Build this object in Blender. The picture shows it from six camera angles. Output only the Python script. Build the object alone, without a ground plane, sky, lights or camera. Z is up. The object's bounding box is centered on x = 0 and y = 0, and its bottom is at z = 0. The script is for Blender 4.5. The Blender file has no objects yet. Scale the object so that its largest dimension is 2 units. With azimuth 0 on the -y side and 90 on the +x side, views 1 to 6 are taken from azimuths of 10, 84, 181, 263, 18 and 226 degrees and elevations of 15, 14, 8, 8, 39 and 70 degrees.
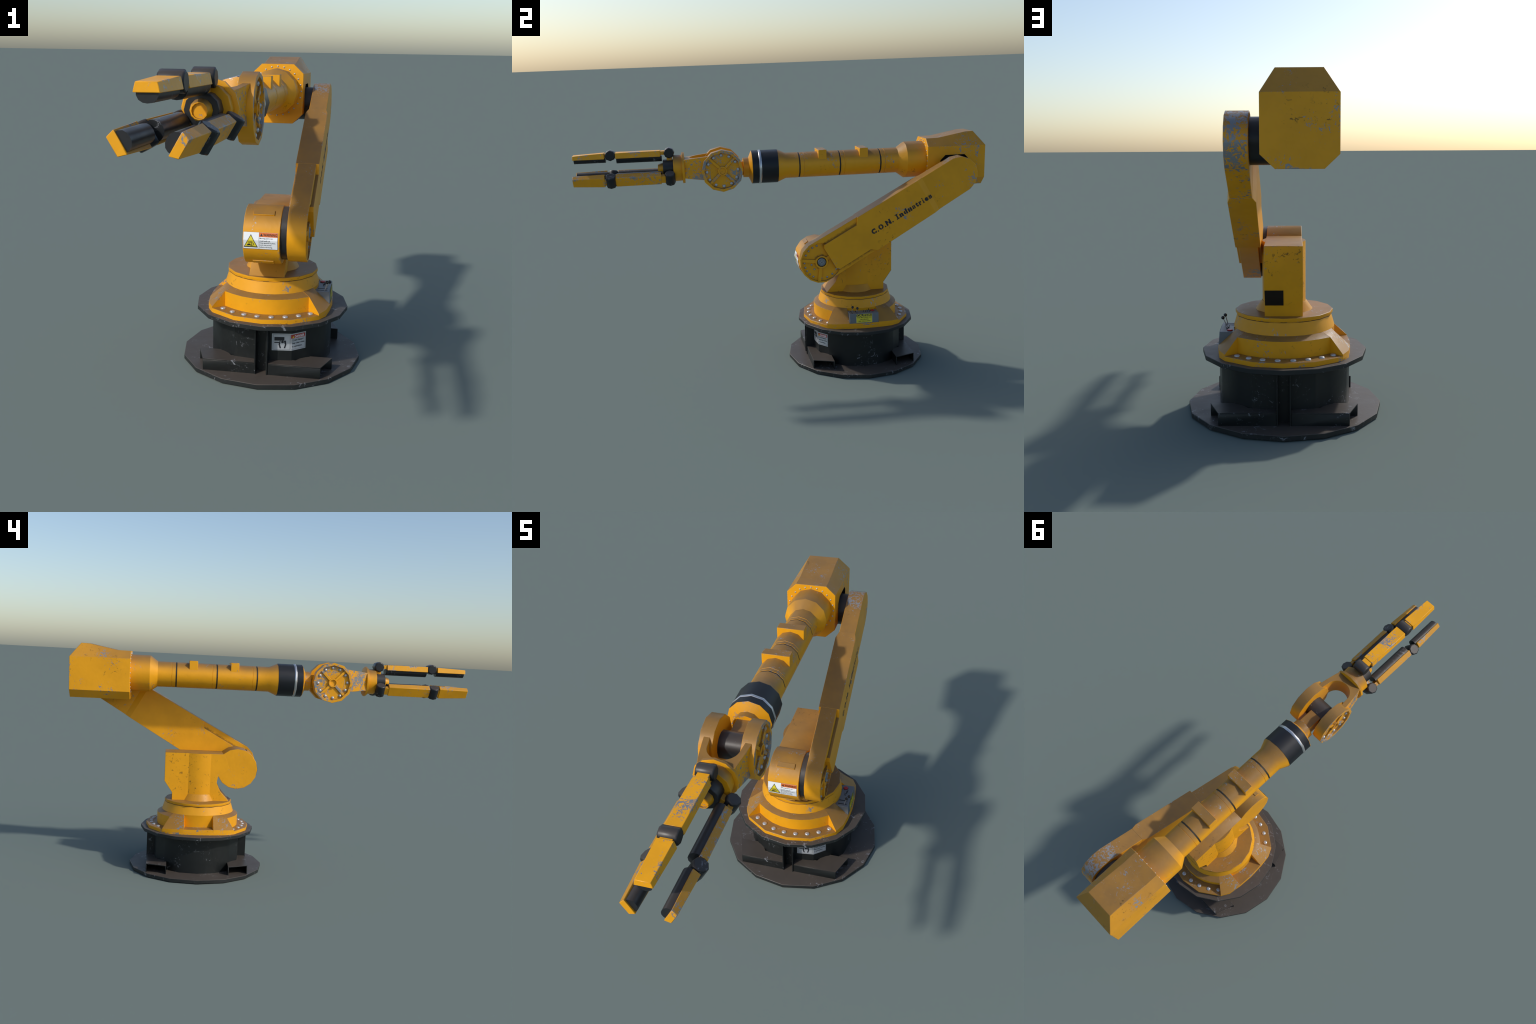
# Yellow six-axis industrial robot arm with a three-fingered gripper on a black pedestal.
import bpy, bmesh, math
from mathutils import Vector, Matrix

pi = math.pi
CY = 0.352              # y of the vertical turning axis (x = 0)
XA, ZA = -0.049, 0.990  # axis of the forearm, running along y
ZG = 1.0035             # height of the gripper axis (x = XA)
SCN = bpy.context.scene.collection

# ------------------------------------------------------------------ materials
def nt_new(name):
    m = bpy.data.materials.new(name); m.use_nodes = True
    nt = m.node_tree; nt.nodes.clear()
    out = nt.nodes.new('ShaderNodeOutputMaterial'); b = nt.nodes.new('ShaderNodeBsdfPrincipled')
    nt.links.new(b.outputs[0], out.inputs[0])
    return m, nt, b

class N:
    """small helper for wiring nodes"""
    def __init__(s, nt): s.nt = nt
    def node(s, t, **k):
        n = s.nt.nodes.new(t)
        for a, v in k.items(): setattr(n, a, v)
        return n
    def set(s, sock, v):
        if isinstance(v, bpy.types.NodeSocket): s.nt.links.new(v, sock)
        else: sock.default_value = v
    def math(s, op, a, b=0.0, clamp=False):
        n = s.node('ShaderNodeMath', operation=op, use_clamp=clamp); s.set(n.inputs[0], a); s.set(n.inputs[1], b); return n.outputs[0]
    def step(s, v, lo, hi):
        n = s.node('ShaderNodeMapRange', interpolation_type='SMOOTHSTEP'); s.set(n.inputs[0], v)
        n.inputs[1].default_value = lo; n.inputs[2].default_value = hi; return n.outputs[0]
    def mix(s, f, a, b):
        n = s.node('ShaderNodeMix', data_type='RGBA'); s.set(n.inputs[0], f)
        s.set(n.inputs[6], a if isinstance(a, bpy.types.NodeSocket) else (*a, 1)); s.set(n.inputs[7], b if isinstance(b, bpy.types.NodeSocket) else (*b, 1)); return n.outputs[2]
    def fmix(s, f, a, b):
        n = s.node('ShaderNodeMix', data_type='FLOAT'); s.set(n.inputs[0], f); s.set(n.inputs[2], a); s.set(n.inputs[3], b); return n.outputs[0]
    def noise(s, vec, scale, detail=2, rough=0.5, dist=0.0):
        n = s.node('ShaderNodeTexNoise'); s.set(n.inputs['Vector'], vec); n.inputs['Scale'].default_value = scale
        n.inputs['Detail'].default_value = detail; n.inputs['Roughness'].default_value = rough; n.inputs['Distortion'].default_value = dist
        return n.outputs[0]

def coords(k, seed):
    tc = k.node('ShaderNodeTexCoord'); oi = k.node('ShaderNodeObjectInfo')
    sc = k.node('ShaderNodeVectorMath', operation='SCALE'); k.set(sc.inputs[0], (3.1, 5.7, 2.3)); k.set(sc.inputs['Scale'], oi.outputs['Random'])
    ad = k.node('ShaderNodeVectorMath', operation='ADD'); k.set(ad.inputs[0], tc.outputs['Object']); k.set(ad.inputs[1], sc.outputs[0])
    a2 = k.node('ShaderNodeVectorMath', operation='ADD'); k.set(a2.inputs[0], ad.outputs[0]); k.set(a2.inputs[1], (seed, seed * 1.7, seed * .6))
    return a2.outputs[0], tc

DUST = (0.120, 0.082, 0.042)
def dust_mask(k, tc, amount, keep_outer):
    """settled workshop dust: lies on what faces up; a finger's outer face is wiped clean by handling"""
    g = k.node('ShaderNodeNewGeometry'); sp = k.node('ShaderNodeSeparateXYZ'); k.set(sp.inputs[0], g.outputs['Normal'])
    d = k.math('MULTIPLY', k.step(sp.outputs[2], 0.15, 0.95), amount)
    if keep_outer:
        so = k.node('ShaderNodeSeparateXYZ'); k.set(so.inputs[0], tc.outputs['Normal'])
        d = k.math('MULTIPLY', d, k.math('SUBTRACT', 1.0, k.step(so.outputs[2], .5, .8)))
    return d

def paint(name, col=(0.83, 0.363, 0.007), wear=0.35, dirt=0.35, dust=0.79, seed=0.0, keep_outer=False, extra_grime=None, extra_wear=None, chip=(.255, .268, .285)):
    m, nt, b = nt_new(name); k = N(nt); v, tc = coords(k, seed)
    base = k.mix(k.step(k.noise(v, 7, 4, .6), .3, .75), col, tuple(c * .88 for c in col))
    # dust
    dm = dust_mask(k, tc, dust, keep_outer)
    dm = k.math('MULTIPLY', dm, k.fmix(k.noise(v, 9, 4, .65), .8, 1.2), True)
    base = k.mix(dm, base, DUST)
    # oily grime in speckles
    gm = k.math('MULTIPLY', k.step(k.noise(v, 60, 5, .7, .7), .59, .65), k.step(k.noise(v, 6, 2, .5), .66 - .24 * dirt, .74 - .2 * dirt))
    if extra_grime: gm = k.math('MAXIMUM', gm, extra_grime(k, tc, v))
    base = k.mix(k.math('MULTIPLY', gm, .75), base, (.06, .038, .012))
    # chipped paint down to bare grey metal: fine flakes inside larger worn patches
    field = k.math('ADD', k.math('MULTIPLY', k.noise(v, 8.5, 3, .5, .4), .68), k.math('MULTIPLY', k.noise(v, 74, 6, .74, .8), .86))
    bev = k.node('ShaderNodeBevel', samples=4); bev.inputs['Radius'].default_value = .006     # knocks gather along the edges
    geo = k.node('ShaderNodeNewGeometry'); dp = k.node('ShaderNodeVectorMath', operation='DOT_PRODUCT')
    k.set(dp.inputs[0], bev.outputs[0]); k.set(dp.inputs[1], geo.outputs['Normal'])
    edge = k.math('MULTIPLY', k.step(dp.outputs['Value'], .995, .90), .050)
    field = k.math('ADD', field, edge)
    if extra_wear: field = k.math('ADD', field, extra_wear(k, tc))
    T = 1.015 - .195 * wear
    ch = k.step(field, T, T + .022)
    scr = k.math('MULTIPLY', k.step(k.noise(v, 26, 5, .75, 2.4), .655, .685), k.step(k.noise(v, 5, 2, .5), .56 - .12 * wear, .66 - .12 * wear))
    ch = k.math('MAXIMUM', ch, scr)
    base = k.mix(ch, base, chip)
    b.inputs['Specular IOR Level'].default_value = .33
    k.set(b.inputs['Base Color'], base)
    k.set(b.inputs['Metallic'], k.math('MULTIPLY', ch, .35))
    k.set(b.inputs['Roughness'], k.fmix(ch, k.fmix(k.noise(v, 20, 3), .38, .52), .34))
    bump = k.node('ShaderNodeBump'); bump.inputs['Strength'].default_value = .2; bump.inputs['Distance'].default_value = .004
    k.set(bump.inputs['Height'], k.math('SUBTRACT', k.math('MULTIPLY', k.noise(v, 38, 4, .6, .4), .8), k.math('MULTIPLY', ch, .5)))
    k.set(b.inputs['Normal'], bump.outputs[0])
    return m

def blackish(name, col=(.026, .028, .029), dust=0.55, scratch=0.5, rough=.5, seed=3.0, bump_s=.12):
    m, nt, b = nt_new(name); k = N(nt); v, tc = coords(k, seed)
    base = k.mix(k.step(k.noise(v, 12, 4, .6), .3, .75), col, tuple(c * .8 for c in col))
    dm = k.math('MULTIPLY', dust_mask(k, tc, dust, False), k.fmix(k.noise(v, 14, 5, .7), .75, 1.25), True)
    base = k.mix(dm, base, (.097, .078, .064))
    s1 = k.step(k.noise(v, 30, 6, .78, 1.8), .57, .66)
    s2 = k.step(k.noise(v, 6.5, 2, .5), .62 - .16 * scratch, .70 - .16 * scratch)
    pm = k.math('MULTIPLY', s1, s2)
    base = k.mix(k.math('MULTIPLY', pm, .75), base, (.32, .33, .36))
    b.inputs['Specular IOR Level'].default_value = .35
    k.set(b.inputs['Base Color'], base)
    k.set(b.inputs['Roughness'], k.fmix(pm, k.fmix(k.noise(v, 18, 4, .6), rough - .1, rough + .1), .4))
    bump = k.node('ShaderNodeBump'); bump.inputs['Strength'].default_value = bump_s; bump.inputs['Distance'].default_value = .004
    k.set(bump.inputs['Height'], k.noise(v, 45, 5, .65, .6)); k.set(b.inputs['Normal'], bump.outputs[0])
    return m

def plain(name, col, rough=.45, metal=0.0, var=.15, spec=.5):
    m, nt, b = nt_new(name); k = N(nt); v, tc = coords(k, 1.3)
    k.set(b.inputs['Base Color'], k.mix(k.noise(v, 60, 4, .6), tuple(c * (1 - var) for c in col), col))
    b.inputs['Roughness'].default_value = rough; b.inputs['Metallic'].default_value = metal
    b.inputs['Specular IOR Level'].default_value = spec
    return m

def cover_grime(k, tc, v):
    """oil and dirt caught beside the raised cover of the lower arm and round its hub, broken up by grain"""
    sp = k.node('ShaderNodeSeparateXYZ'); k.set(sp.inputs[0], tc.outputs['Object'])
    y, z = k.math('SUBTRACT', sp.outputs[1], .1600), k.math('SUBTRACT', sp.outputs[2], .5395)
    n = k.math('ABSOLUTE', k.math('ADD', k.math('ADD', k.math('MULTIPLY', y, -.499), k.math('MULTIPLY', z, .8666)), .004))
    s = k.math('ADD', k.math('MULTIPLY', y, .8666), k.math('MULTIPLY', z, .499))
    grain = k.math('MULTIPLY', k.math('SUBTRACT', k.noise(v, 90, 4, .7), .5), .030)
    side = k.math('SUBTRACT', 1.0, k.step(k.math('ADD', n, grain), .0735, .0850))
    side = k.math('MULTIPLY', side, k.step(s, .035, .055))
    r = k.math('SQRT', k.math('ADD', k.math('MULTIPLY', y, y), k.math('MULTIPLY', z, z)))
    hub = k.math('SUBTRACT', 1.0, k.step(k.math('ADD', r, grain), .030, .040))
    return k.math('MULTIPLY', k.math('MAXIMUM', side, hub), .8)
def rim_wear(k, tc):
    """the narrow rim faces of the lower arm get scuffed, most of all round the elbow end"""
    sp = k.node('ShaderNodeSeparateXYZ'); k.set(sp.inputs[0], tc.outputs['Object'])
    sn_ = k.node('ShaderNodeSeparateXYZ'); k.set(sn_.inputs[0], tc.outputs['Normal'])
    rim_ = k.math('SUBTRACT', 1.0, k.step(k.math('ABSOLUTE', sn_.outputs[0]), .3, .6))
    return k.math('MULTIPLY', rim_, k.fmix(k.step(sp.outputs[1], .62, .80), .040, .095))
M_YEL   = paint('yellow_paint', wear=.54, dirt=.26)
M_ARM   = paint('yellow_paint_arm', wear=.40, dirt=.34, seed=4.2, extra_wear=rim_wear)
M_PLATE = paint('yellow_paint_arm_plate', wear=.28, dirt=.34, seed=4.9, extra_grime=cover_grime, extra_wear=rim_wear)
M_COL   = paint('yellow_paint_column', wear=.24, dirt=.80, seed=9.4)
M_WRIST = paint('yellow_paint_wrist', wear=.40, dirt=.25, seed=2.6)
M_SPOKE = paint('yellow_paint_spoke', wear=.85, dirt=.6, seed=3.3)
M_WORN  = paint('yellow_paint_flaking', wear=1.02, dirt=.7, seed=6.1)
M_FING  = paint('yellow_paint_finger', col=(.86, .38, .008), wear=.68, dirt=.1, seed=7.7, dust=.5, keep_outer=True)
M_BASE  = blackish('black_pedestal_paint', col=(.019, .021, .021), dust=.70, scratch=1.0, rough=.5)
M_DRUM  = blackish('black_drum_paint', col=(.012, .014, .014), dust=.62, scratch=.5, rough=.42, seed=5.0)
M_RUB   = blackish('black_rubber', col=(.018, .020, .023), dust=.5, scratch=.45, rough=.38, seed=8.0, bump_s=.05)
M_SLV   = blackish('black_sleeve', col=(.010, .012, .016), dust=.08, scratch=.0, rough=.42, seed=1.0, bump_s=.03)
M_STEEL = plain('bright_steel', (.62, .62, .63), .3, .8)
M_BOLT  = plain('zinc_bolt', (.50, .51, .53), .34, .45)
M_HUB   = plain('oiled_steel', (.24, .26, .28), .32, .5)
M_RIVET = plain('dull_steel', (.36, .37, .40), .36, .6)
M_SEAM  = plain('dark_seam', (.020, .016, .008), .6)
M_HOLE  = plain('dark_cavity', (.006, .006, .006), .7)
M_BOX   = plain('grey_painted_box', (.17, .185, .20), .45, .2)
M_KNOB  = plain('black_knob', (.012, .013, .015), .3)
M_RED   = plain('red_button', (.45, .012, .012), .35)
M_INK   = plain('black_ink', (.012, .014, .02), .5, 0, .1)
M_WHITE = plain('label_white', (.84, .86, .88), .4, 0, .05)
M_SILV  = plain('label_silver', (.55, .57, .60), .3, .35, .06)
M_LYEL  = plain('label_yellow', (.75, .62, .03), .4, 0, .06)
M_ORANGE= plain('label_orange', (.75, .16, .02), .4, 0, .06)
M_LRED  = plain('label_red', (.42, .035, .025), .4, 0, .06)

# ------------------------------------------------------------------ geometry helpers
ROOT = bpy.data.objects.new('industrial_robot_arm', None)
ROOT.location = (0, CY, 0); SCN.objects.link(ROOT)
ROOT['label'] = 'yellow industrial robot arm with three-fingered gripper on black pedestal'
ROOT['category'] = 'robot arm'
ROOT.empty_display_size = .2
bpy.context.view_layer.update()

def attach(o, parent):
    o.parent = parent or ROOT
    bpy.context.view_layer.update()
    o.matrix_parent_inverse = (parent or ROOT).matrix_world.inverted()
    return o

def finish(bm, sharp=38, bevel=0.0, bev_ang=50):
    bmesh.ops.remove_doubles(bm, verts=bm.verts, dist=1e-6)
    bmesh.ops.recalc_face_normals(bm, faces=bm.faces)
    if bevel:
        es = [e for e in bm.edges if len(e.link_faces) == 2 and e.calc_face_angle(0) > math.radians(bev_ang)]
        bmesh.ops.bevel(bm, geom=es, offset=bevel, segments=1, affect='EDGES', clamp_overlap=True)
    for f in bm.faces: f.smooth = True
    for e in bm.edges:
        if len(e.link_faces) == 2: e.smooth = e.calc_face_angle(0) < math.radians(sharp)
    return bm

def mesh_from(bm, name, mat):
    me = bpy.data.meshes.new(name); bm.to_mesh(me); bm.free()
    me.materials.append(mat); return me

def make(name, bm, mat, parent=None, sharp=38, bevel=0.0, bev_ang=50):
    finish(bm, sharp, bevel, bev_ang)
    o = bpy.data.objects.new(name, mesh_from(bm, name, mat)); SCN.objects.link(o)
    return attach(o, parent)

def place(name, mesh, matrix, parent=None):
    o = bpy.data.objects.new(name, mesh); o.matrix_world = matrix; SCN.objects.link(o)
    return attach(o, parent)

def add_loft(bm, rings, cap=True):
    """join rings of equal vertex count"""
    vs = [[bm.verts.new(p) for p in r] for r in rings]; n = len(vs[0])
    for a, b in zip(vs, vs[1:]):
        for i in range(n): bm.faces.new((a[i], a[(i + 1) % n], b[(i + 1) % n], b[i]))
    if cap: bm.faces.new(vs[0][::-1]); bm.faces.new(vs[-1])
    return vs

def lathe(profile, n, axis='z', c=(0, 0, 0), phase=0.0, sx=1.0, bm=None):
    """profile: (radius, height along the axis); n-gon cross-section"""
    bm = bm or bmesh.new(); rings = []
    for r, h in profile:
        ring = []
        for i in range(n):
            a = phase + 2 * pi * i / n; u, v = r * math.cos(a), r * math.sin(a)
            p = {'z': (u * sx, v, h), 'y': (u, h, v), 'x': (h, u, v)}[axis]
            ring.append((p[0] + c[0], p[1] + c[1], p[2] + c[2]))
        rings.append(ring)
    add_loft(bm, rings); return bm

def prism(poly, h0, h1, axis='z', bm=None):
    """poly in (x,y) for z, (x,z) for y, (y,z) for x"""
    bm = bm or bmesh.new()
    f = {'z': lambda p, h: (p[0], p[1], h), 'y': lambda p, h: (p[0], h, p[1]), 'x': lambda p, h: (h, p[0], p[1])}[axis]
    add_loft(bm, [[f(p, h0) for p in poly], [f(p, h1) for p in poly]]); return bm

def box(x0, x1, y0, y1, z0, z1, bm=None):
    return prism([(x0, y0), (x1, y0), (x1, y1), (x0, y1)], z0, z1, 'z', bm)

def ngon(r, n, phase=0.0, c=(0, 0)):
    return [(c[0] + r * math.cos(phase + 2 * pi * i / n), c[1] + r * math.sin(phase + 2 * pi * i / n)) for i in range(n)]

def dome_mesh(name, r, h, mat, seg=14, rings=4, skirt=0.3):
    """rivet or bolt head, dome along +z"""
    prof = [(r, -h * .6), (r, h * skirt)]
    for i in range(1, rings):
        a = i / rings * pi / 2; prof.append((r * math.cos(a), h * skirt + h * (1 - skirt) * math.sin(a)))
    prof.append((r * .08, h)); bm = lathe(prof, seg); finish(bm, 60); return mesh_from(bm, name, mat)

# ------------------------------------------------------------------ pedestal
plate = make('base_plate', lathe([(.343, 0), (.343, .0175)], 16, c=(0, CY, 0)), M_BASE, bevel=.0015)

quarter = [(.033, -.2170), (.105, -.2065), (.152, -.1665), (.164, -.1600), (.2134, -.0884), (.231, 0)]
right = quarter + [(x, -y) for x, y in quarter[-2::-1]]
drum_poly = [(x, y + CY) for x, y in right] + [(-x, y + CY) for x, y in right[::-1]]
drum = make('pedestal_drum', prism(drum_poly, .0165, .204), M_DRUM, sharp=30)
flange = make('pedestal_flange', lathe([(.2898, .1980), (.2898, .2146)], 16, c=(0, CY, 0)), M_BASE, bevel=.0012)

def mirrored(pts, sx, sy):
    q = [(x * sx, (y - CY) * sy + CY) for x, y in pts]
    return q if sx * sy > 0 else q[::-1]

for sy in (1, -1):
    for sx in (1, -1):
        make('pedestal_fin', prism(mirrored([(.0195, .0955), (.0235, .0955), (.0235, .150), (.0195, .150)], sx, sy),   .0170, .1990), M_DRUM, drum)
        # open fork-lift pocket: roof, front wall, rear wall, all folded from thick sheet
        t = .004; bm = bmesh.new()
        prism(mirrored([(.0240, .0990), (.2145, .0995), (.2495, .1990), (.150, .1990), (.120, .150), (.0240, .150)], sx, sy), .0570, .0610, bm=bm)
        prism(mirrored([(.0240, .0990), (.2145, .0995), (.2159, .1036), (.0240, .1031)], sx, sy), .0170, .0572, bm=bm)
        prism(mirrored([(.150, .1948), (.2480, .1948), (.2495, .1990), (.150, .1990)], sx, sy), .0170, .0572, bm=bm)
        make('fork_pocket', bm, M_DRUM, drum, bevel=.0006)

# ------------------------------------------------------------------ turntable
rim = [(0, -.2630), (.1015, -.2455), (.1965, -.1790), (.2185, -.1370), (.2275, -.0740), (.2320, 0)]
rim_r = rim + [(x, -y) for x, y in rim[-2::-1]]
ring_poly = [(x, y + CY) for x, y in rim_r] + [(-x, y + CY) for x, y in rim_r[-2:0:-1]]
turn = make('turntable', prism(ring_poly, .2138, .2310), M_YEL, bevel=.001)
# raised floor of the two side bays
for s in (1, -1):
    make('turntable_bay_floor', prism([(s * .150, CY - .078), (s * .2269, CY - .078), (s * .2314, CY), (s * .2269, CY + .078), (s * .150, CY + .078)], .2250, .2410), M_YEL, turn, bevel=.0008)
def cone_r(a): return Vector((.1775 * math.sin(a), .1840 * math.cos(a)))
make('turntable_hub', lathe([(.1835, .220), (.1835, .2990), (.1840, .3005), (.1715, .3415), (.1685, .3425), (.1685, .3450)], 32, c=(0, CY, 0), sx=.965), M_YEL, turn, sharp=30)
make('turntable_lid', lathe([(.150, .3435), (.1705, .3438), (.1715, .3455), (.1715, .3562), (.170, .3574)], 16, c=(0, CY, 0)), M_YEL, turn, sharp=35)
make('seam_ring', lathe([(.1695, .3414), (.1695, .3442)], 16, c=(0, CY, 0)), M_SEAM, turn)
for sy in (1, -1):
    # stepped tier between the bolt bays, front and rear
    bm = bmesh.new(); rings = []
    for i in range(9):
        a = math.radians(-47.3 + 47.3 * 2 * i / 8); r = .2080 if i not in (0, 8) else .2115
        o = Vector((r * math.sin(a), r * math.cos(a))); c = cone_r(a); k = c * .9
        rings.append([(k.x, CY + sy * k.y, .2200), (k.x, CY + sy * k.y, .3000), (c.x, CY + sy * c.y, .3002), (o.x, CY + sy * o.y, .2872), (o.x, CY + sy * o.y, .2200)])
    add_loft(bm, rings); make('turntable_tier', bm, M_YEL, turn, sharp=30)
    for sx in (1, -1):      # ramps at the four corners
        bm = bmesh.new(); rings = []
        for a, mid, out in ((66.8, None, (.2278, .0728, .2415)), (57, None, (.2190, .1365, .2400)), (47.5, (.1562, .1440, .2874), (.1968, .1785, .2365))):
            c = cone_r(math.radians(a)); k = c * .9
            m_ = mid or ((c.x * .6 + out[0] * .4), (c.y * .6 + out[1] * .4), .3002 * .6 + out[2] * .4 + (.004 if a < 60 else 0))
            ring = [(k.x, k.y, .2200), (k.x, k.y, .3003), (c.x, c.y, .3004), m_, out, (out[0], out[1], .2220)]
            rings.append([(sx * x, CY + sy * y, z) for x, y, z in ring])
        add_loft(bm, rings); make('turntable_ramp', bm, M_YEL, turn, sharp=32)
bolt = dome_mesh('turntable_bolt', .0102, .0062, M_BOLT)
for base in (-90, 90):
    for i in range(8):
        a = math.radians(base + (i - 3.5) * 12.4 + 1.5)
        place('turntable_bolt', bolt, Matrix.Translation((.2335 * math.cos(a), CY + .2350 * math.sin(a), .2305)), turn)

# ------------------------------------------------------------------ labels and lettering
def text_mesh(body, bold=0.0):
    cu = bpy.data.curves.new('lettering', 'FONT'); cu.body = body; cu.size = 1; cu.offset = bold; cu.resolution_u = 3
    o = bpy.data.objects.new('lettering_source', cu); SCN.objects.link(o); bpy.context.view_layer.update()
    me = bpy.data.meshes.new_from_object(o.evaluated_get(bpy.context.evaluated_depsgraph_get()))
    bpy.data.objects.remove(o); bpy.data.curves.remove(cu); return me

class Decal:
    """flat artwork in (u,v) laid onto a surface: at(u, v, lift) gives the point; folds at the listed u or v"""
    def __init__(s, at, parent, ubends=(), vbends=()):
        s.at, s.parent, s.ub, s.vb = at, parent, ubends, vbends; s.parts = {}
    def _bm(s, mat, lift):
        return s.parts.setdefault((mat.name, lift), (mat, bmesh.new()))[1]
    def poly(s, pts, mat, lift):
        bm = s._bm(mat, lift); bm.faces.new([bm.verts.new((p[0], p[1], 0)) for p in pts])
    def rect(s, u0, v0, u1, v1, mat, lift): s.poly([(u0, v0), (u1, v0), (u1, v1), (u0, v1)], mat, lift)
    def frame(s, u0, v0, u1, v1, t, mat, lift):
        s.rect(u0, v0, u1, v0 + t, mat, lift); s.rect(u0, v1 - t, u1, v1, mat, lift); s.rect(u0, v0 + t, u0 + t, v1 - t, mat, lift); s.rect(u1 - t, v0 + t, u1, v1 - t, mat, lift)
    def ringdisc(s, u, v, r0, r1, mat, lift, n=18):
        for i in range(n):
            a, b = 2 * pi * i / n, 2 * pi * (i + 1) / n
            q = [(u + r1 * math.cos(a), v + r1 * math.sin(a)), (u + r1 * math.cos(b), v + r1 * math.sin(b))]
            q += [(u + r0 * math.cos(b), v + r0 * math.sin(b)), (u + r0 * math.cos(a), v + r0 * math.sin(a))] if r0 > 0 else [(u, v)]
            s.poly(q, mat, lift)
    def text(s, body, u0, v0, u1, v1, mat, lift, bold=.012, fit=True):
        """fit the words into the box u0..u1, v0..v1"""
        me = text_mesh(body, bold); xs = [v.co.x for v in me.vertices]; ys = [v.co.y for v in me.vertices]
        lo, hi, yl, yh = min(xs), max(xs), min(ys), max(ys); bm = s._bm(mat, lift)
        k = {}
        for v in me.vertices:
            k[v.index] = bm.verts.new((u0 + (v.co.x - lo) / (hi - lo) * (u1 - u0), v0 + (v.co.y - yl) / (yh - yl) * (v1 - v0), 0))
        for p in me.polygons:
            try: bm.faces.new([k[i] for i in p.vertices])
            except ValueError: pass
        bpy.data.meshes.remove(me)
    def build(s, name):
        """the sheet itself is the first part; the printing sits on it"""
        first = None
        for (mn, lift), (mat, bm) in sorted(s.parts.items(), key=lambda t: t[0][1]):
            for b in s.ub: bmesh.ops.bisect_plane(bm, geom=bm.verts[:] + bm.edges[:] + bm.faces[:], plane_co=(b, 0, 0), plane_no=(1, 0, 0))
            for b in s.vb: bmesh.ops.bisect_plane(bm, geom=bm.verts[:] + bm.edges[:] + bm.faces[:], plane_co=(0, b, 0), plane_no=(0, 1, 0))
            for v in bm.verts: v.co = s.at(v.co.x, v.co.y, lift)
            bm.normal_update()
            for f in bm.faces: f.smooth = False
            o = bpy.data.objects.new(name if first is None else name + '_print', mesh_from(bm, name, mat)); SCN.objects.link(o)
            attach(o, s.parent)
            first = first or o
        return first

# danger sign, folded over the corner of the drum
P0, P1, P2 = Vector((.033, CY - .2170)), Vector((.105, CY - .2065)), Vector((.152, CY - .1665))
L1, L2 = (P1 - P0).length, (P2 - P1).length
def on_drum(u, v, lift):
    if u <= L1: d = (P1 - P0) / L1; q = P0 + d * u
    else: d = (P2 - P1) / L2; q = P1 + d * (u - L1)
    n = Vector((d.y, -d.x))
    if abs(u - L1) < 1e-5: n = (Vector(((P1 - P0).y, -(P1 - P0).x)) / L1 + Vector(((P2 - P1).y, -(P2 - P1).x)) / L2).normalized() * 1.08
    q = q + n * lift; return Vector((q.x, q.y, v))
dg = Decal(on_drum, drum, ubends=(L1,)); a0, a1, b0, b1 = .0005, .1325, .0995, .1645
dg.rect(a0, b0, a1, b1, M_SILV, .0008); mid = a0 + .068
dg.frame(a0 + .004, b0 + .004, mid - .002, b1 - .004, .0007, M_INK, .0012)
dg.frame(mid + .001, b0 + .004, a1 - .003, b1 - .004, .0006, M_INK, .0012)
dg.rect(mid + .0015, b1 - .0185, a1 - .0035, b1 - .0045, M_LRED, .0014)
dg.poly([(mid + .005, b1 - .0165), (mid + .013, b1 - .0165), (mid + .009, b1 - .0085)], M_LYEL, .0018)
dg.text('DANGER', mid + .0155, b1 - .0165, a1 - .007, b1 - .0072, M_WHITE, .0018, .02)
for i, (t, w) in enumerate((('Crush Hazard', .048), ('Stay clear while', .053), ('in operation.', .044))):
    dg.text(t, mid + .005, b1 - .0295 - i * .0125, mid + .005 + w, b1 - .0215 - i * .0125, M_INK, .0014, .012)
dg.rect(a0 + .009, b1 - .027, a0 + .045, b1 - .013, M_INK, .0014)
dg.rect(a0 + .009, b1 - .036, a0 + .026, b1 - .032, M_INK, .0014)
dg.ringdisc(a0 + .0385, b1 - .032, 0, .005, M_INK, .0014)
for s_ in (-1, 1):      # gripping claws
    c_ = a0 + .0385; w_ = .0026
    dg.poly([(c_ + s_ * .0075 - w_, b1 - .028), (c_ + s_ * .0095 + w_, b1 - .026), (c_ + s_ * .0115 + w_, b1 - .042), (c_ + s_ * .0115 - w_, b1 - .042)], M_INK, .0014)
    dg.poly([(c_ + s_ * .0115 - w_, b1 - .042), (c_ + s_ * .0115 + w_, b1 - .042), (c_ + s_ * .0075 + w_, b1 - .056), (c_ + s_ * .0075 - w_, b1 - .056)], M_INK, .0014)
dg.build('danger_label')

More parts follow.
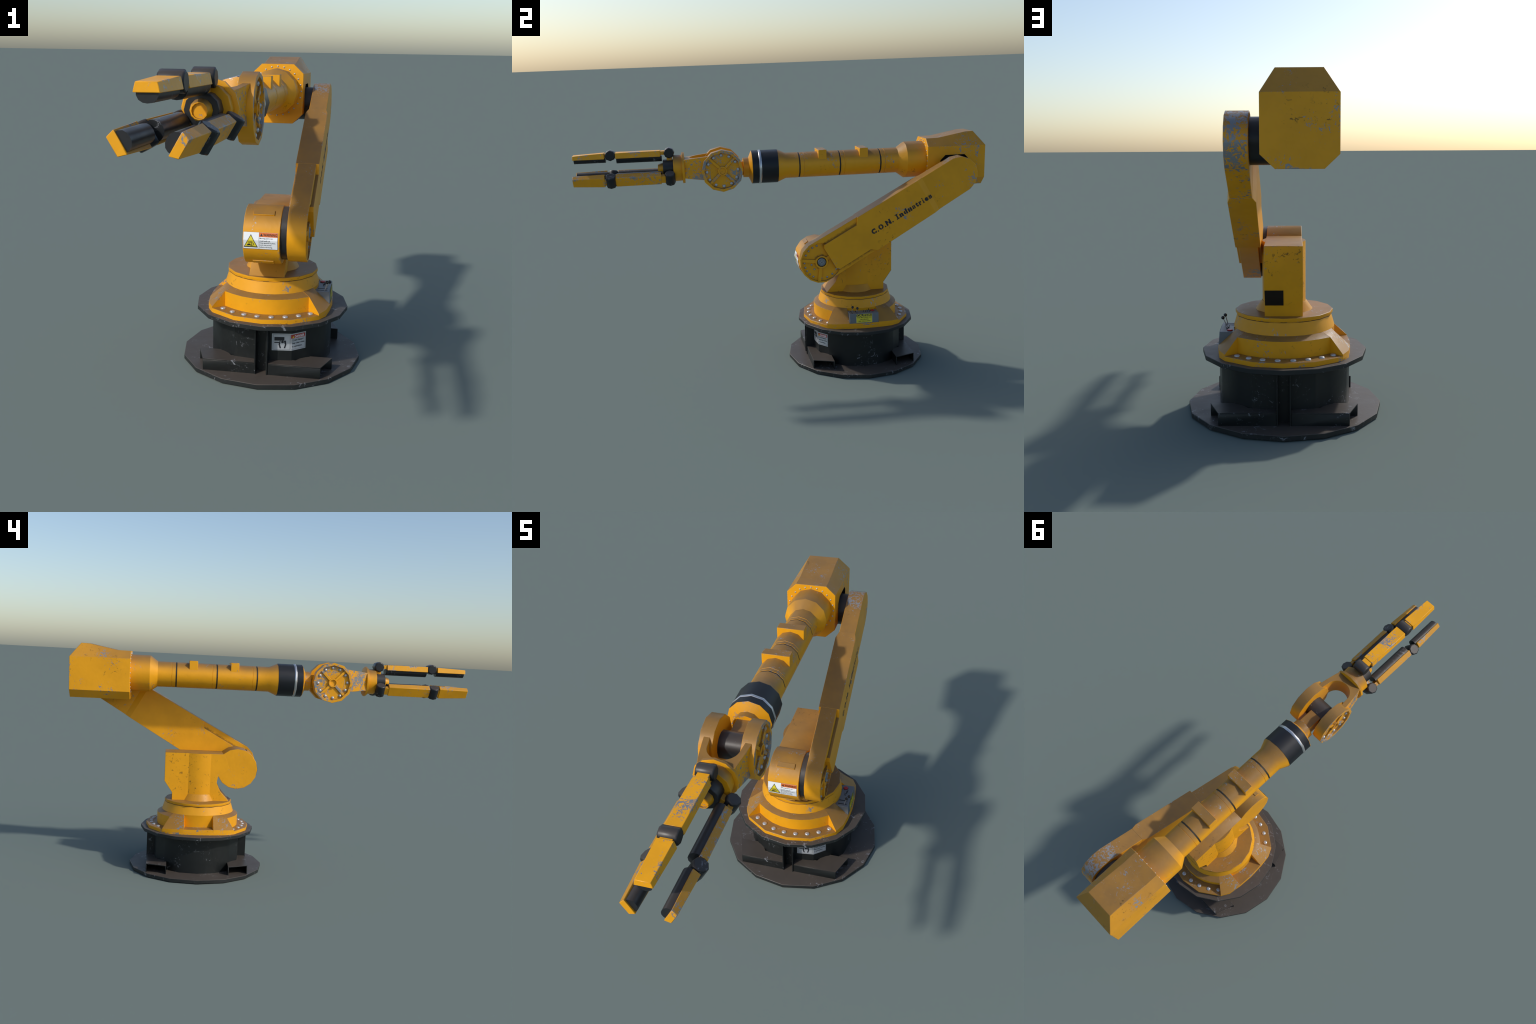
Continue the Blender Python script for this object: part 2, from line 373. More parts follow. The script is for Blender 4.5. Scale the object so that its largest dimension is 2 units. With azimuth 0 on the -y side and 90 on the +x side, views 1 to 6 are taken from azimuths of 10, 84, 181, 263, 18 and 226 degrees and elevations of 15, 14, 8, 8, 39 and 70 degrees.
# ------------------------------------------------------------------ shoulder column with motor housing
MY, MZ, MR = .1615, .5262, .104      # motor axis (along x)
col_pts = [(.5283, .6000), (.5283, .4530), (.4885, .3950), (.4885, .3525), (.1945, .3525), (.2423, .4060), (.2630, .4500), (.2575, .4830), (.2000, .5262), (.2250, .6000)]
col = make('shoulder_column', prism(col_pts, -.064, .064, 'x'), M_COL, bevel=.0012)
make('motor_housing', lathe([(MR, -.0638), (MR, .0632)], 16, 'x', (0, MY, MZ)), M_YEL, col, bevel=.0016)
for s in (1, -1):   # rounded rib down the flank, spreading into a skirt
    bm = bmesh.new(); rows = []
    for z, w, d in ((.3800, .056, .0757), (.5990, .056, .0757)):
        rows.append([(s * .060, CY - w, z), (s * .0642, CY - w * .99, z), (s * (d * .72 + .064 * .28), CY - w * .5, z), (s * d, CY, z), (s * (d * .72 + .064 * .28), CY + w * .5, z), (s * .0642, CY + w * .99, z), (s * .060, CY + w, z)])
    add_loft(bm, rows); make('column_rib', bm, M_COL, col, sharp=30)
    bm = bmesh.new(); rows = []
    for z, w, d in ((.3525, .0790, .1025), (.3590, .0745, .0985), (.3895, .0570, .0767)):
        rows.append([(s * .060, CY - w, z), (s * .0655, CY - w * .95, z), (s * (d * .8 + .064 * .2), CY - w * .5, z), (s * d, CY - w * .1, z), (s * d, CY + w * .1, z), (s * (d * .8 + .064 * .2), CY + w * .5, z), (s * .0655, CY + w * .95, z), (s * .060, CY + w, z)])
    add_loft(bm, rows); make('column_skirt', bm, M_COL, col, sharp=40)
dx, dz = .0398, .058; ln = math.hypot(dx, dz); ny, nz = dz / ln, -dx / ln      # black half of the sloping rear face
prism_pts = [(.4885 + .0015 * ny, .3955 + .0015 * nz), (.5280 + .0015 * ny, .4530 + .0015 * nz), (.5280 - .003 * ny, .4530 - .003 * nz), (.4885 - .003 * ny, .3955 - .003 * nz)]
make('black_rear_panel', prism(prism_pts, .0005, .0625, 'x'), M_KNOB, col)
for zc, rr in ((.6105, 1), (.4420, -1)):      # little lifting bars on the motor
    ang = math.atan2(zc - MZ, -.068 * 1.0); bm = bmesh.new()
    box(-.034, .039, -.011, .011, -.004, .0045, bm)
    r = MR * .985
    M = Matrix.Translation((0, MY + r * math.cos(pi - math.radians(56)), MZ + rr * r * math.sin(math.radians(56)))) @ Matrix.Rotation(-rr * -math.radians(34), 4, 'X')
    bmesh.ops.transform(bm, matrix=M, verts=bm.verts); make('motor_bar', bm, M_YEL, col, bevel=.0008)

# warning sign wrapped round the motor
A = MR * math.cos(pi / 16); chord = 2 * MR * math.sin(pi / 16)
def on_motor(u, v, lift):
    # v: arc height above the axis level; facets meet at v = 0 and v = +-chord
    s = 1 if v >= 0 else -1
    a0_, a1_ = (0, pi / 8) if s > 0 else (0, -pi / 8)
    p = Vector((-MR, 0)); q = Vector((-MR * math.cos(a1_), MR * math.sin(a1_)))
    d = (q - p).normalized(); w = p + d * abs(v)
    n = Vector((-math.cos(a1_ / 2), math.sin(a1_ / 2)))
    if abs(v) < 1e-6: n = Vector((-1.02, 0))
    w = w + n * lift; return Vector((u, MY + w.x, MZ + w.y))
wl = Decal(on_motor, col, vbends=(0,)); u0, u1, v0, v1 = -.0615, .0570, -.0325, .0275
wl.rect(u0, v0, u1, v1, M_INK, .0007); wl.rect(u0 + .0003, v0 + .0012, u1 - .0008, v1 - .0004, M_WHITE, .0011)
um = -.0070
wl.rect(um - .0006, v0 + .001, um + .0002, v1, M_INK, .0014)
wl.rect(um + .0004, v1 - .0155, u1 - .0012, v1 - .0008, M_ORANGE, .0015)
wl.poly([(um + .003, v1 - .013), (um + .0125, v1 - .013), (um + .00775, v1 - .003)], M_INK, .0019)
wl.text('WARNING', um + .0140, v1 - .0130, u1 - .003, v1 - .0035, M_INK, .0019, .02)
for i, (t, w) in enumerate((('Moving parts can', .045), ('crush and cut.', .037), ('Keep guards in place.', .055), ('Lock out power', .041), ('before servicing.', .044))):
    wl.text(t, um + .002, v1 - .0235 - i * .0078, um + .002 + w, v1 - .0180 - i * .0078, M_INK, .0015, .008)
tri = lambda k_: [(um - .0285 - .0245 * k_, v0 + .0295 - .0210 * k_ - .002), (um - .0285 + .0245 * k_, v0 + .0295 - .0210 * k_ - .002), (um - .0285, v0 + .0275 + .0250 * k_)]
wl.poly(tri(1.0), M_INK, .0015); wl.poly(tri(.84), M_LYEL, .0018)
wl.ringdisc(um - .0345, v0 + .024, .0022, .0034, M_INK, .0021); wl.ringdisc(um - .0225, v0 + .0185, .0036, .0052, M_INK, .0021)
for i in range(5):
    a = pi * (.25 + .125 * i); cx_, cy_ = um - .0275, v0 + .022
    wl.poly([(cx_ + .002 * math.cos(a) - .0005, cy_ + .002 * math.sin(a)), (cx_ + .002 * math.cos(a) + .0005, cy_ + .002 * math.sin(a)), (cx_ + .008 * math.cos(a) + .0005, cy_ + .008 * math.sin(a)), (cx_ + .008 * math.cos(a) - .0005, cy_ + .008 * math.sin(a))], M_INK, .0021)
wl.poly([(um - .0430, v0 + .0125), (um - .0330, v0 + .0135), (um - .0250, v0 + .0120), (um - .0240, v0 + .0145), (um - .0300, v0 + .0165), (um - .0310, v0 + .0195), (um - .0385, v0 + .0185)], M_INK, .0021)
wl.build('warning_label')

# black bearing between motor and arm
make('shoulder_bearing', lathe([(.094, .0600), (.094, .0885)], 16, 'x', (0, .1600, .5330)), M_RUB, bevel=.0015)

# ------------------------------------------------------------------ lower arm
B0 = Vector((.1600, .5395)); B1 = Vector((.8400, .9310)); D = (B1 - B0).normalized(); NN = Vector((-D.y, D.x)); LEN = (B1 - B0).length
def sn(s, n): p = B0 + D * s + NN * n; return (p.x, p.y)
ang0 = math.atan2(D.y, D.x)
def half(s): return .1015 - .0175 * s
low_end = [(B0.x + .105 * math.cos(ang0 + a), B0.y + .105 * math.sin(ang0 + a)) for a in [math.radians(97 + 22.5 * .98 * i * 7.53 / 7.53) for i in range(0, 9)] if a < math.radians(266)]
top_end = [(B1.x + .0875 * math.cos(ang0 + a), B1.y + .0875 * math.sin(ang0 + a)) for a in [math.radians(-84 + 28 * i) for i in range(7)]]
bm = prism(low_end + [sn(.30, -half(.30)), sn(.56, -half(.56)), sn(.56, half(.56)), sn(.30, half(.30))], .0870, .1530, 'x')
arm = make('lower_arm', bm, M_PLATE, bevel=.0012)
def carve(obj, cutter_bm):
    """boolean-cut a solid out of an object"""
    c = bpy.data.objects.new('opening_cutter', mesh_from(cutter_bm, 'opening_cutter', obj.data.materials[0])); SCN.objects.link(c)
    md = obj.modifiers.new('opening', 'BOOLEAN'); md.operation = 'DIFFERENCE'; md.object = c; md.solver = 'EXACT'
    bpy.context.view_layer.update()
    me = bpy.data.meshes.new_from_object(obj.evaluated_get(bpy.context.evaluated_depsgraph_get()))
    obj.modifiers.clear(); obj.data = me; bpy.data.objects.remove(c)
XD = .1425
carve(arm, lathe([(.0975, XD), (.0985, .1700)], 16, 'x', (0, B0.x, B0.y), phase=pi / 16))
bm = prism([sn(.57, -half(.57))] + top_end + [sn(.57, half(.57))], .0885, .1565, 'x')
make('arm_head', bm, M_ARM, arm, bevel=.0014)
def cover(x):
    return [(x, *sn(s, n)) for s, n in ((.0450, -.0630), (.0570, -.0762), (.2350, -.0750), (.2580, -half(.258) - .0006), (.5906, -half(.5906) - .0006), (.5906, half(.5906) + .0006), (.2580, half(.258) + .0006), (.2360, .0665), (.0550, .0690), (.0450, .0540))]
def cover_top(x):   # same outline, but the upper end drawn on to where the cover has sunk into the arm head
    c = cover(x); c[4] = (x, *sn(.6190, -half(.619) - .0006)); c[5] = (x, *sn(.6190, half(.619) + .0006)); return c
bm = bmesh.new(); add_loft(bm, [cover(.0780), cover_top(.0884), cover_top(.1560), cover(.1640)])
make('arm_cover', bm, M_ARM, arm, sharp=14, bevel=.0010, bev_ang=55)
# dished bearing cap on the lower end: dark rim, three ribs, hub and a ring of rivets
XF = XD
def disc_ring(r0, r1, x0, x1, n=24, c=B0):
    bm = bmesh.new(); prof = [(r0, x0), (r1, x0), (r1, x1), (r0, x1)]; rings = []
    for r, h in prof + prof[:1]:
        rings.append([(h, c.x + r * math.cos(2 * pi * i / n), c.y + r * math.sin(2 * pi * i / n)) for i in range(n)])
    add_loft(bm, rings, cap=False); return bm
make('hub_ring', disc_ring(.0232, .0318, XF - .004, XF + .0112), M_ARM, arm, bevel=.001)
make('hub_socket', lathe([(.0236, XF - .003), (.0236, XF + .0022)], 24, 'x', (0, B0.x, B0.y)), M_HOLE, arm)
hb = make('hub_bolt', lathe([(.0198, XF), (.0198, XF + .0112), (.0180, XF + .0132), (.0150, XF + .0135), (.0140, XF + .0120), (.0020, XF + .0120)], 20, 'x', (0, B0.x, B0.y)), M_HUB, arm)
for w_, l_ in ((.0022, .0105), (.0105, .0022)):      # cross recess
    make('hub_bolt_cross', box(XF + .011, XF + .0125, B0.x - w_, B0.x + w_, B0.y - l_, B0.y + l_), M_RIVET, arm)
for a in (173, 263, 30):
    bm = box(-.0085, .0085, .0300, .0972, -.003, .0078)
    # rib axis points along the angle a in the y-z plane, its thickness along x
    c_, s_ = math.cos(math.radians(a)), math.sin(math.radians(a))
    for v in bm.verts:
        w, l, h = v.co; v.co = Vector((XF + h, B0.x + l * c_ - w * s_, B0.y + l * s_ + w * c_))
    make('cap_rib', bm, M_ARM, arm, bevel=.0010)
rv = dome_mesh('cap_rivet', .0052, .0042, M_RIVET, 10, 3)
TOX = Matrix.Rotation(pi / 2, 4, 'Y')      # dome axis z -> +x
for a, r in [(a, .0835) for a in (105, 121, 138, 155, 182, 198, 211, 226, 241, 269, 289, 309, 331)] + [(195, .0505), (226, .0500)]:
    place('cap_rivet', rv, Matrix.Translation((XF, B0.x + r * math.cos(math.radians(a)), B0.y + r * math.sin(math.radians(a)))) @ TOX, arm)
# company lettering along the arm, stencil style
def on_arm(u, v, lift): p = B0 + D * u + NN * v; return Vector((.1640 + lift, p.x, p.y))
lt = Decal(on_arm, arm)
def stencil(word, u0, u1, v0, cap, mat, lift):
    """heavy slab letters with a stencil bridge cut through the round ones"""
    widths = {'.': .34, ' ': .42, 'I': .62, 'i': .44, 't': .52, 'r': .58, 's': .62, 'e': .70, 'n': .74, 'd': .74, 'u': .74, 'C': .86, 'O': .92, 'N': .96}
    total = sum(widths[c] for c in word); k = (u1 - u0) / total; u = u0
    for c in word:
        w = widths[c] * k; a, b = u + .07 * k, u + w - .07 * k; xh = cap * .70
        if c == '.': lt.rect(a, v0, b, v0 + cap * .22, mat, lift)
        elif c == 'I':
            lt.rect(a, v0, b, v0 + cap * .16, mat, lift); lt.rect(a, v0 + cap * .84, b, v0 + cap, mat, lift)
            lt.rect((a * .72 + b * .28), v0 + cap * .16, (a * .28 + b * .72), v0 + cap * .84, mat, lift)
        elif c == 'i':
            lt.rect((a * .75 + b * .25), v0, (a * .25 + b * .75), v0 + xh, mat, lift); lt.rect(a, v0, b, v0 + cap * .13, mat, lift + .0001); lt.rect((a * .75 + b * .25), v0 + cap * .80, (a * .25 + b * .75), v0 + cap, mat, lift)
        elif c != ' ':
            top = cap if c in 'CONd' else cap * .98 if c == 'i' else cap * .92 if c == 't' else xh
            parts_before = lt._bm(mat, lift); n0 = len(parts_before.faces)
            lt.text(c, a, v0, b, v0 + top, mat, lift, .055 if c in 'es' else .07)
            if c in 'nru':      # slab feet
                lt.rect(a - .02 * k, v0 - .0003, a + .24 * k, v0 + cap * .13, mat, lift + .0001)
                if c in 'nu': lt.rect(b - .24 * k, v0 - .0003, b + .02 * k, v0 + cap * .13, mat, lift + .0001)
            if c in 'CNOdus':     # bridge
                bm = parts_before; m = (a + b) / 2 + (.06 * k if c in 'C' else 0); g = .030 * k
                geo = lambda: bm.verts[:] + bm.edges[:] + bm.faces[:]
                bm.faces.ensure_lookup_table(); mine = bm.faces[n0:]
                for x in (m - g, m + g):
                    fs = [f for f in bm.faces if a - 1e-4 < f.calc_center_median().x < b + 1e-4]
                    vs = {v for f in fs for v in f.verts}; es = {e for f in fs for e in f.edges}
                    bmesh.ops.bisect_plane(bm, geom=list(vs) + list(es) + fs, plane_co=(x, 0, 0), plane_no=(1, 0, 0))
                dead = [f for f in bm.faces if m - g < f.calc_center_median().x < m + g and (c != 'C' or f.calc_center_median().y < v0 + cap * .5)]
                bmesh.ops.delete(bm, geom=dead, context='FACES')
        u += w
stencil('C.O.N. Industries', .2770, .6170, -.0190, .0270, M_INK, .0006)
lt.build('arm_lettering')

# ------------------------------------------------------------------ elbow housing
hx = lambda w: (XA - w, XA + w)
EY0, EY1 = .7105, .9990
def section(y, top, tw, sh):
    """octagonal section of the housing: roof height, half-width of the roof, shoulder height"""
    w, z0, zc, bw = .1046, .8606, .8990, .0645
    return [(XA - bw, y, z0), (XA + bw, y, z0), (XA + w, y, zc), (XA + w, y, sh), (XA + tw, y, top), (XA - tw, y, top), (XA - w, y, sh), (XA - w, y, zc)]
bm = bmesh.new()
add_loft(bm, [section(EY0, 1.0965, .0648, 1.0595), section(.7725, 1.0972, .0648, 1.0590), section(.9102, 1.1226, .0648, 1.0578), section(.9480, 1.1232, .0648, 1.0572), section(EY1, 1.0575, .1030, 1.0568)])
bmesh.ops.remove_doubles(bm, verts=bm.verts, dist=2.2e-3)
head = make('elbow_housing', bm, M_YEL, sharp=14, bevel=.0012)
PY, PZ = .8425, .9350
cutter = bpy.data.objects.new('opening_cutter', mesh_from(prism([(PY - .069, PZ - .050), (PY - .044, PZ - .072), (PY + .052, PZ - .072), (PY + .069, PZ - .050), (PY + .069, PZ + .064), (PY + .052, PZ + .081), (PY - .044, PZ + .081), (PY - .069, PZ + .056)], .0100, .0800, 'x'), 'opening_cutter', M_HOLE)); SCN.objects.link(cutter)
md = head.modifiers.new('opening', 'BOOLEAN'); md.operation = 'DIFFERENCE'; md.object = cutter; md.solver = 'EXACT'
bpy.context.view_layer.update()
me = bpy.data.meshes.new_from_object(head.evaluated_get(bpy.context.evaluated_depsgraph_get())); head.modifiers.clear(); head.data = me
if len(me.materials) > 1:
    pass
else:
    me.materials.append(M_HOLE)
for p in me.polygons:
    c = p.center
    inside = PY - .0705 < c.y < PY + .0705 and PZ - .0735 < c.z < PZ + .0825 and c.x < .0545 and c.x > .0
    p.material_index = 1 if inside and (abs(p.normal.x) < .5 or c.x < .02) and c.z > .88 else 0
bpy.data.objects.remove(cutter)
make('elbow_pin', lathe([(.0668, .0110), (.0668, .0890)], 16, 'x', (0, PY, PZ)), M_RUB)
hr = dome_mesh('housing_rivet', .0034, .0022, M_BOLT, 9, 3)
TOY = Matrix.Rotation(pi / 2, 4, 'X')      # dome axis z -> -y
for i in range(24):
    a = 2 * pi * (i + .5 * 0) / 24; place('housing_rivet', hr, Matrix.Translation((XA + .0968 * math.cos(a), EY0, ZA + .0968 * math.sin(a))) @ TOY, head)

# ------------------------------------------------------------------ forearm
tube_prof = [(.0895, .7130), (.0895, .6170), (.0623, .5790)]
for g in (.510, .3087, .1083): # shallow hair seam, then the wide dark joint
    for y, d in ((g + .0012, 0), (g + .0006, .0012), (g - .0006, .0012), (g - .0012, 0)): tube_prof.append((.0623 - d, y))
    q = g - .0222
    for y, d in ((q + .0038, 0), (q + .0032, .0022), (q - .0032, .0022), (q - .0038, 0)): tube_prof.append((.0623 - d, y))
tube_prof += [(.0623, .0220), (.0803, -.0195), (.0803, -.1440), (.0812, -.1465), (.0505, -.1600), (.0488, -.1610), (.0478, -.1870), (.0300, -.1890)]
fore = make('forearm_tube', lathe(tube_prof, 12, 'y', (XA, 0, ZA)), M_WRIST, sharp=33)
for g in (.510, .3087, .1083):
    q = g - .0222; make('seam_ring', lathe([(.0614, q + .0034), (.0614, q - .0034)], 12, 'y', (XA, 0, ZA)), M_SEAM, fore)
make('forearm_sleeve', lathe([(.0790, -.0190), (.0812, -.0196), (.0812, -.1448), (.0790, -.1455)], 12, 'y', (XA, 0, ZA)), M_SLV, fore, sharp=33)
make('sleeve_band', lathe([(.0815, -.1010), (.0832, -.1030), (.0836, -.1070), (.0832, -.1110), (.0815, -.1130)], 12, 'y', (XA, 0, ZA)), M_STEEL, fore, sharp=50)
for y0, y1 in ((.3830, .4245), (.1785, .2190)):
    make('cable_block', box(XA - .0545, XA + .0545, y0, y1, 1.0175, 1.0640), M_YEL, fore, bevel=.0012)
# wrist tongue
make('wrist_tongue', box(XA - .0285, XA + .0285, -.2900, -.1850, ZA - .0330, ZA + .0330), M_WRIST, fore, bevel=.0015)

# ------------------------------------------------------------------ wrist
WY = -.2925
make('wrist_pin', lathe([(.0485, XA - .0500), (.0485, XA + .0500)], 12, 'x', (0, WY, ZA)), M_RUB, sharp=40)
wb = dome_mesh('wheel_bolt', .0078, .0068, M_BOLT, 14, 4)
for s in (1, -1):
    xi, xo, xr = XA + s * .0470, XA + s * .0945, XA + s * .0815
    # 12-sided wheel with a dished outer face
    bm = bmesh.new(); rings = []
    for r, h in ((.1000, xi), (.1000, xo), (.0868, xo), (.0852, xr), (.0195, xr)):
        rings.append([(h, WY + r * math.cos(2 * pi * i / 12), ZA + r * math.sin(2 * pi * i / 12)) for i in range(12)])
    add_loft(bm, rings); wheel = make('wrist_wheel', bm, M_WRIST, sharp=33, bevel=.0008, bev_ang=70)
    # flaking face plate and rim are worn much harder than the tread
    for i, f in enumerate(wheel.data.polygons): pass
    wheel.data.materials.append(M_WORN)
    for f in wheel.data.polygons:
        if f.normal.x * s > .35 or (math.hypot(f.center.y - WY, f.center.z - ZA) < .090 and abs(f.center.x - xi) > .004): f.material_index = 1
    for a in (45, 135, 225, 315):
        c_, s_ = math.cos(math.radians(a)), math.sin(math.radians(a)); bm = box(-.0064, .0064, .0170, .0860, -.004, .0072)
        for v in bm.verts:
            w, l, h = v.co; v.co = Vector((xr + s * h, WY + l * c_ - w * s_, ZA + l * s_ + w * c_))
        make('wheel_spoke', bm, M_SPOKE, wheel, bevel=.0014)
    bm = bmesh.new(); rings = []
    for r, h in ((.0120, -.002), (.0215, -.002), (.0215, .0112), (.0165, .0112), (.0155, .0050), (.0120, .0042)):
        rings.append([(xr + s * h, WY + r * math.cos(2 * pi * i / 20), ZA + r * math.sin(2 * pi * i / 20)) for i in range(20)])
    add_loft(bm, rings); make('wheel_hub', bm, M_WRIST, wheel)
    for i in range(12):
        a = math.radians(30 * i + 3 * s); R = TOX if s > 0 else Matrix.Rotation(-pi / 2, 4, 'Y')
        place('wheel_bolt', wb, Matrix.Translation((xr, WY + .0748 * math.cos(a), ZA + .0748 * math.sin(a))) @ R, wheel)

# fork: a U in plan, deeper (in z) at the wheels
def fork_z(y):
    t = min(max((y + .474) / .110, 0), 1.2); return .0445 + .0125 * t
bm = bmesh.new(); outer, inner = [], []
NU = 13
for i in range(NU):       # half outline from the middle of the U's bottom to the tip
    t = i / (NU - 1)
    a = min(t / .72, 1) * pi / 2
    if t <= .72: inner.append((.0545 * math.sin(a), -.3930 - .0530 * math.cos(a)))
    else: inner.append((.0545 + .0050 * (t - .72) / .28, -.3930 + .0430 * (t - .72) / .28))
    o = t
    if t < .5: outer.append((.0605 * t / .5, -.4745))
    else: outer.append((.0605 + .0215 * ((t - .5) / .5) ** .8, -.4745 + .1245 * (t - .5) / .5))
full_i = [(-x, y) for x, y in inner[:0:-1]] + inner; full_o = [(-x, y) for x, y in outer[:0:-1]] + outer
rings = []
for (xi, yi), (xo, yo) in zip(full_i, full_o):
    zi, zo = fork_z(yi), fork_z(yo)
    rings.append([(XA + xi, yi, ZG - zi), (XA + xo, yo, ZG - zo), (XA + xo, yo, ZG + zo), (XA + xi, yi, ZG + zi)])
add_loft(bm, rings); fork = make('wrist_fork', bm, M_WRIST, sharp=35, bevel=.0010, bev_ang=60)
fork.data.materials.append(M_WORN)
for f in fork.data.polygons:
    if abs(f.normal.x) > .75 and (f.center.x - XA) * f.normal.x > 0: f.material_index = 1

# ------------------------------------------------------------------ gripper palm
palm = make('gripper_palm', lathe([(.0740, -.4720), (.0756, -.4730), (.0756, -.4830), (.0740, -.4838), (.0625, -.4838), (.0640, -.5240), (.0625, -.5255)], 12, 'y', (XA, 0, ZG)), M_WRIST, sharp=33)
make('palm_core', lathe([(.0445, -.5240), (.0445, -.5735), (.0430, -.5750)], 12, 'y', (XA, 0, ZG)), M_RUB, palm, sharp=33)
make('palm_nozzle', lathe([(.0290, -.5730), (.0285, -.5800), (.0225, -.5985), (.0215, -.6000), (.0190, -.6000), (.0180, -.5940), (.0020, -.5940)], 12, 'y', (XA, 0, ZG)), M_WRIST, palm, sharp=33)

# ------------------------------------------------------------------ fingers (local frame: x tangent, y along the arm, z radial)
def octo(r): return [(r * math.cos(pi / 8 + i * pi / 4 + pi / 8), r * math.sin(pi / 4 * i + pi / 4)) for i in range(8)]
def knuckle_mesh(yc):
    bm = bmesh.new(); prof = [(.0205, -.0298), (.0240, -.0282), (.0254, -.0246), (.0254, .0246), (.0240, .0282), (.0205, .0298)]
    rings = [[(h, yc + r * math.cos(i * pi / 4), .0768 + r * math.sin(i * pi / 4)) for i in range(8)] for r, h in prof]
    add_loft(bm, rings); finish(bm, 50)
    for e in bm.edges:
        if any(abs(f.normal.x) > .95 for f in e.link_faces): e.smooth = False
    return mesh_from(bm, 'knuckle', M_RUB)
def phalanx_mesh(y0, y1, w0, w1, z0, z1):
    """trapezoidal shell: narrow outside, wide inside; w/z at the two ends"""
    bm = bmesh.new()
    e = lambda y, w, z: [(-w - .0055, y, .0622), (w + .0055, y, .0622), (w, y, z), (-w, y, z)]
    add_loft(bm, [e(y0, w0, z0), e(y1, w1, z1)]); finish(bm, 38, .0013); return mesh_from(bm, 'phalanx', M_FING)
def pad_mesh(y0, y1, w, d):
    bm = bmesh.new(); sec = [(-w, .0640), (-w, .0620 - .25 * d), (-w * .80, .0620 - .68 * d), (-w * .42, .0620 - .94 * d), (0, .0620 - d), (w * .42, .0620 - .94 * d), (w * .80, .0620 - .68 * d), (w, .0620 - .25 * d), (w, .0640)]
    add_loft(bm, [[(x, y, z) for x, z in sec] for y in (y0, y1)]); finish(bm, 50)
    for e in bm.edges:
        if any(abs(f.normal.y) > .95 for f in e.link_faces): e.smooth = False
    return mesh_from(bm, 'grip_pad', M_RUB)
bm = bmesh.new()
box(-.0125, .0125, -.5560, -.5300, .0380, .0620, bm)        # lug from the palm to the knuckle
box(-.0195, .0195, -.5900, -.5580, .0690, .0865, bm)        # neck into the first phalanx
box(-.0190, .0190, -.8060, -.7900, .0690, .0860, bm)        # necks at the middle joint
box(-.0190, .0190, -.8600, -.8400, .0690, .0860, bm)
finish(bm, 38, .0008); lug = mesh_from(bm, 'finger', M_FING)
kn1, kn2 = knuckle_mesh(-.5430), knuckle_mesh(-.8222)
ph1 = phalanx_mesh(-.5848, -.7985, .0245, .0255, .0892, .0892)
ph2 = phalanx_mesh(-.8505, -1.0, .0262, .0218, .0890, .0826)
pd1, pd2 = pad_mesh(-.5790, -.7945, .0248, .0255), pad_mesh(-.8460, -.9945, .0222, .0200)
for k in range(3):
    M = Matrix.Translation((XA, 0, ZG)) @ Matrix.Rotation(math.radians(120 * k), 4, 'Y')
    f = place('finger', lug, M)
    for nm, me_ in (('knuckle', kn1), ('knuckle', kn2), ('phalanx', ph1), ('phalanx', ph2), ('grip_pad', pd1), ('grip_pad', pd2)): place(nm, me_, M, f)

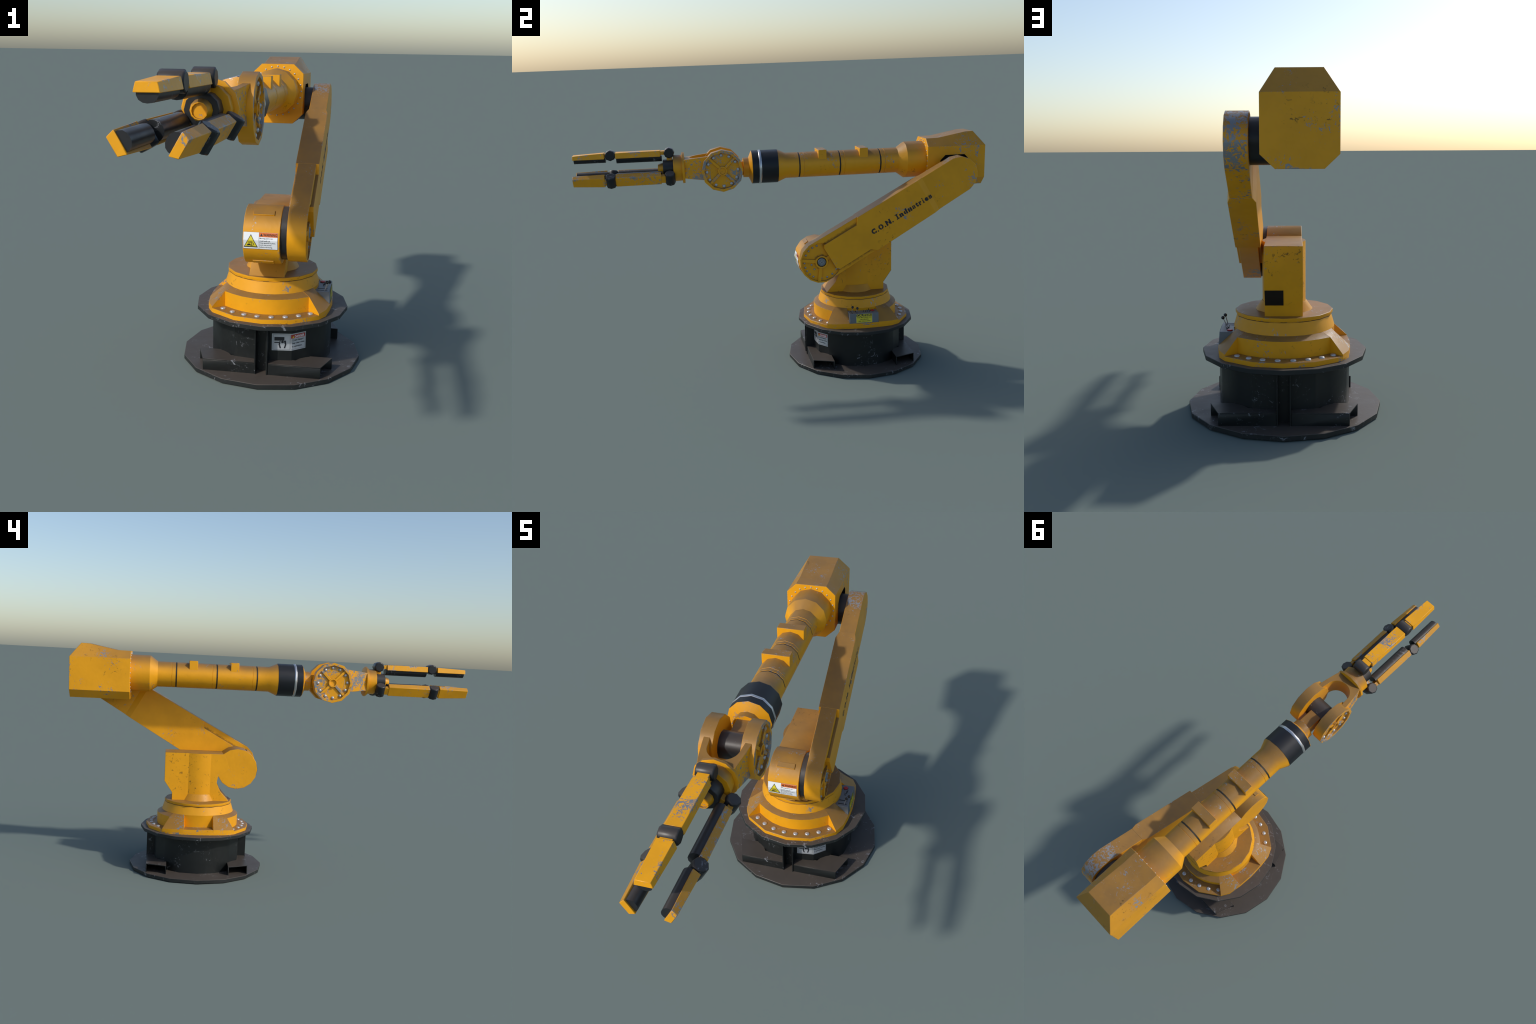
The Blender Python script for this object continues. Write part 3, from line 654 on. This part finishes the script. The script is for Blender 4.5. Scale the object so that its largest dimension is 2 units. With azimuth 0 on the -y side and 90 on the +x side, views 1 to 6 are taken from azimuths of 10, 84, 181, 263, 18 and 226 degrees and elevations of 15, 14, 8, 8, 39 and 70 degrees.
# ------------------------------------------------------------------ control box with levers
bm = prism([(.150, .2150), (.2270, .2150), (.2270, .2420), (.2235, .2885), (.150, .2870)], CY - .0715, CY + .0710, 'y')
bx = make('control_box', bm, M_BOX, bevel=.0012)
ZB = .2880
for yb, top in ((.2950, (.2135, .2966, .3200)), (.3180, (.2205, .3188, .3150))):
    a = Vector((.2050 if yb < .3 else .2075, yb, ZB - .001)); b = Vector(top); ax = (b - a).normalized(); ln = (b - a).length
    q = ax.to_track_quat('Z', 'Y').to_matrix().to_4x4()
    bm = lathe([(.0020, 0), (.0016, ln)], 10); bmesh.ops.transform(bm, matrix=Matrix.Translation(a) @ q, verts=bm.verts)
    lv = make('lever', bm, M_RIVET, bx)
    bm = bmesh.new(); bmesh.ops.create_uvsphere(bm, u_segments=14, v_segments=8, radius=.0066); bmesh.ops.translate(bm, vec=b, verts=bm.verts)
    make('lever_knob', bm, M_KNOB, bx, sharp=80)
    make('lever_slot', box(.1780, .2150, yb - .0022, yb + .0022, ZB - .003, ZB + .0004), M_HOLE, bx)
make('stop_button', lathe([(.0098, ZB - .002), (.0098, ZB + .0025), (.0085, ZB + .0040), (.001, ZB + .0044)], 18, c=(.1890, .4015, 0)), M_RED, bx)
make('stop_button_collar', lathe([(.0112, ZB - .002), (.0112, ZB + .0008)], 18, c=(.1890, .4015, 0)), M_KNOB, bx)
sw = lathe([(.0026, -.002), (.0026, .0012), (.0012, .0014), (.0010, .0085)], 8); finish(sw, 40); sw = mesh_from(sw, 'switch', M_KNOB)
for i, (x, y) in enumerate([(.1720, .3545), (.1720, .3635), (.1730, .3760), (.1730, .3855), (.1960, .3550), (.1975, .3650), (.2000, .3740), (.2010, .3825)]):
    place('switch', sw, Matrix.Translation((x, y, ZB)) @ Matrix.Rotation(.35 * (1 if i % 2 else -1), 4, 'Y'), bx)
def on_box(u, v, lift):      # front panel leans back a little
    t = (v - .2420) / .0465; return Vector((.2270 - .0035 * t + lift, u, v))
cl = Decal(on_box, bx); q0, q1, r0, r1 = .3125, .3905, .2435, .2862
cl.rect(q0 - .0015, r0 - .001, q1 + .0015, r1 + .001, M_RIVET, .0006); cl.rect(q0, r0, q1, r1, M_LYEL, .0010)
cl.rect(q0 + .001, r1 - .0125, q1 - .001, r1 - .0008, M_INK, .0014); cl.text('CAUTION', q0 + .004, r1 - .0118, q1 - .004, r1 - .0018, M_LYEL, .0018, .02)
for i, (t, w) in enumerate((('THIS MACHINE HAS', .072), ('NO BRAIN', .040), ('USE YOUR OWN', .058))):
    c_ = (q0 + q1) / 2; cl.text(t, c_ - w / 2, r1 - .0205 - i * .0092, c_ + w / 2, r1 - .0150 - i * .0092, M_INK, .0014, .01)
cl.build('caution_label')
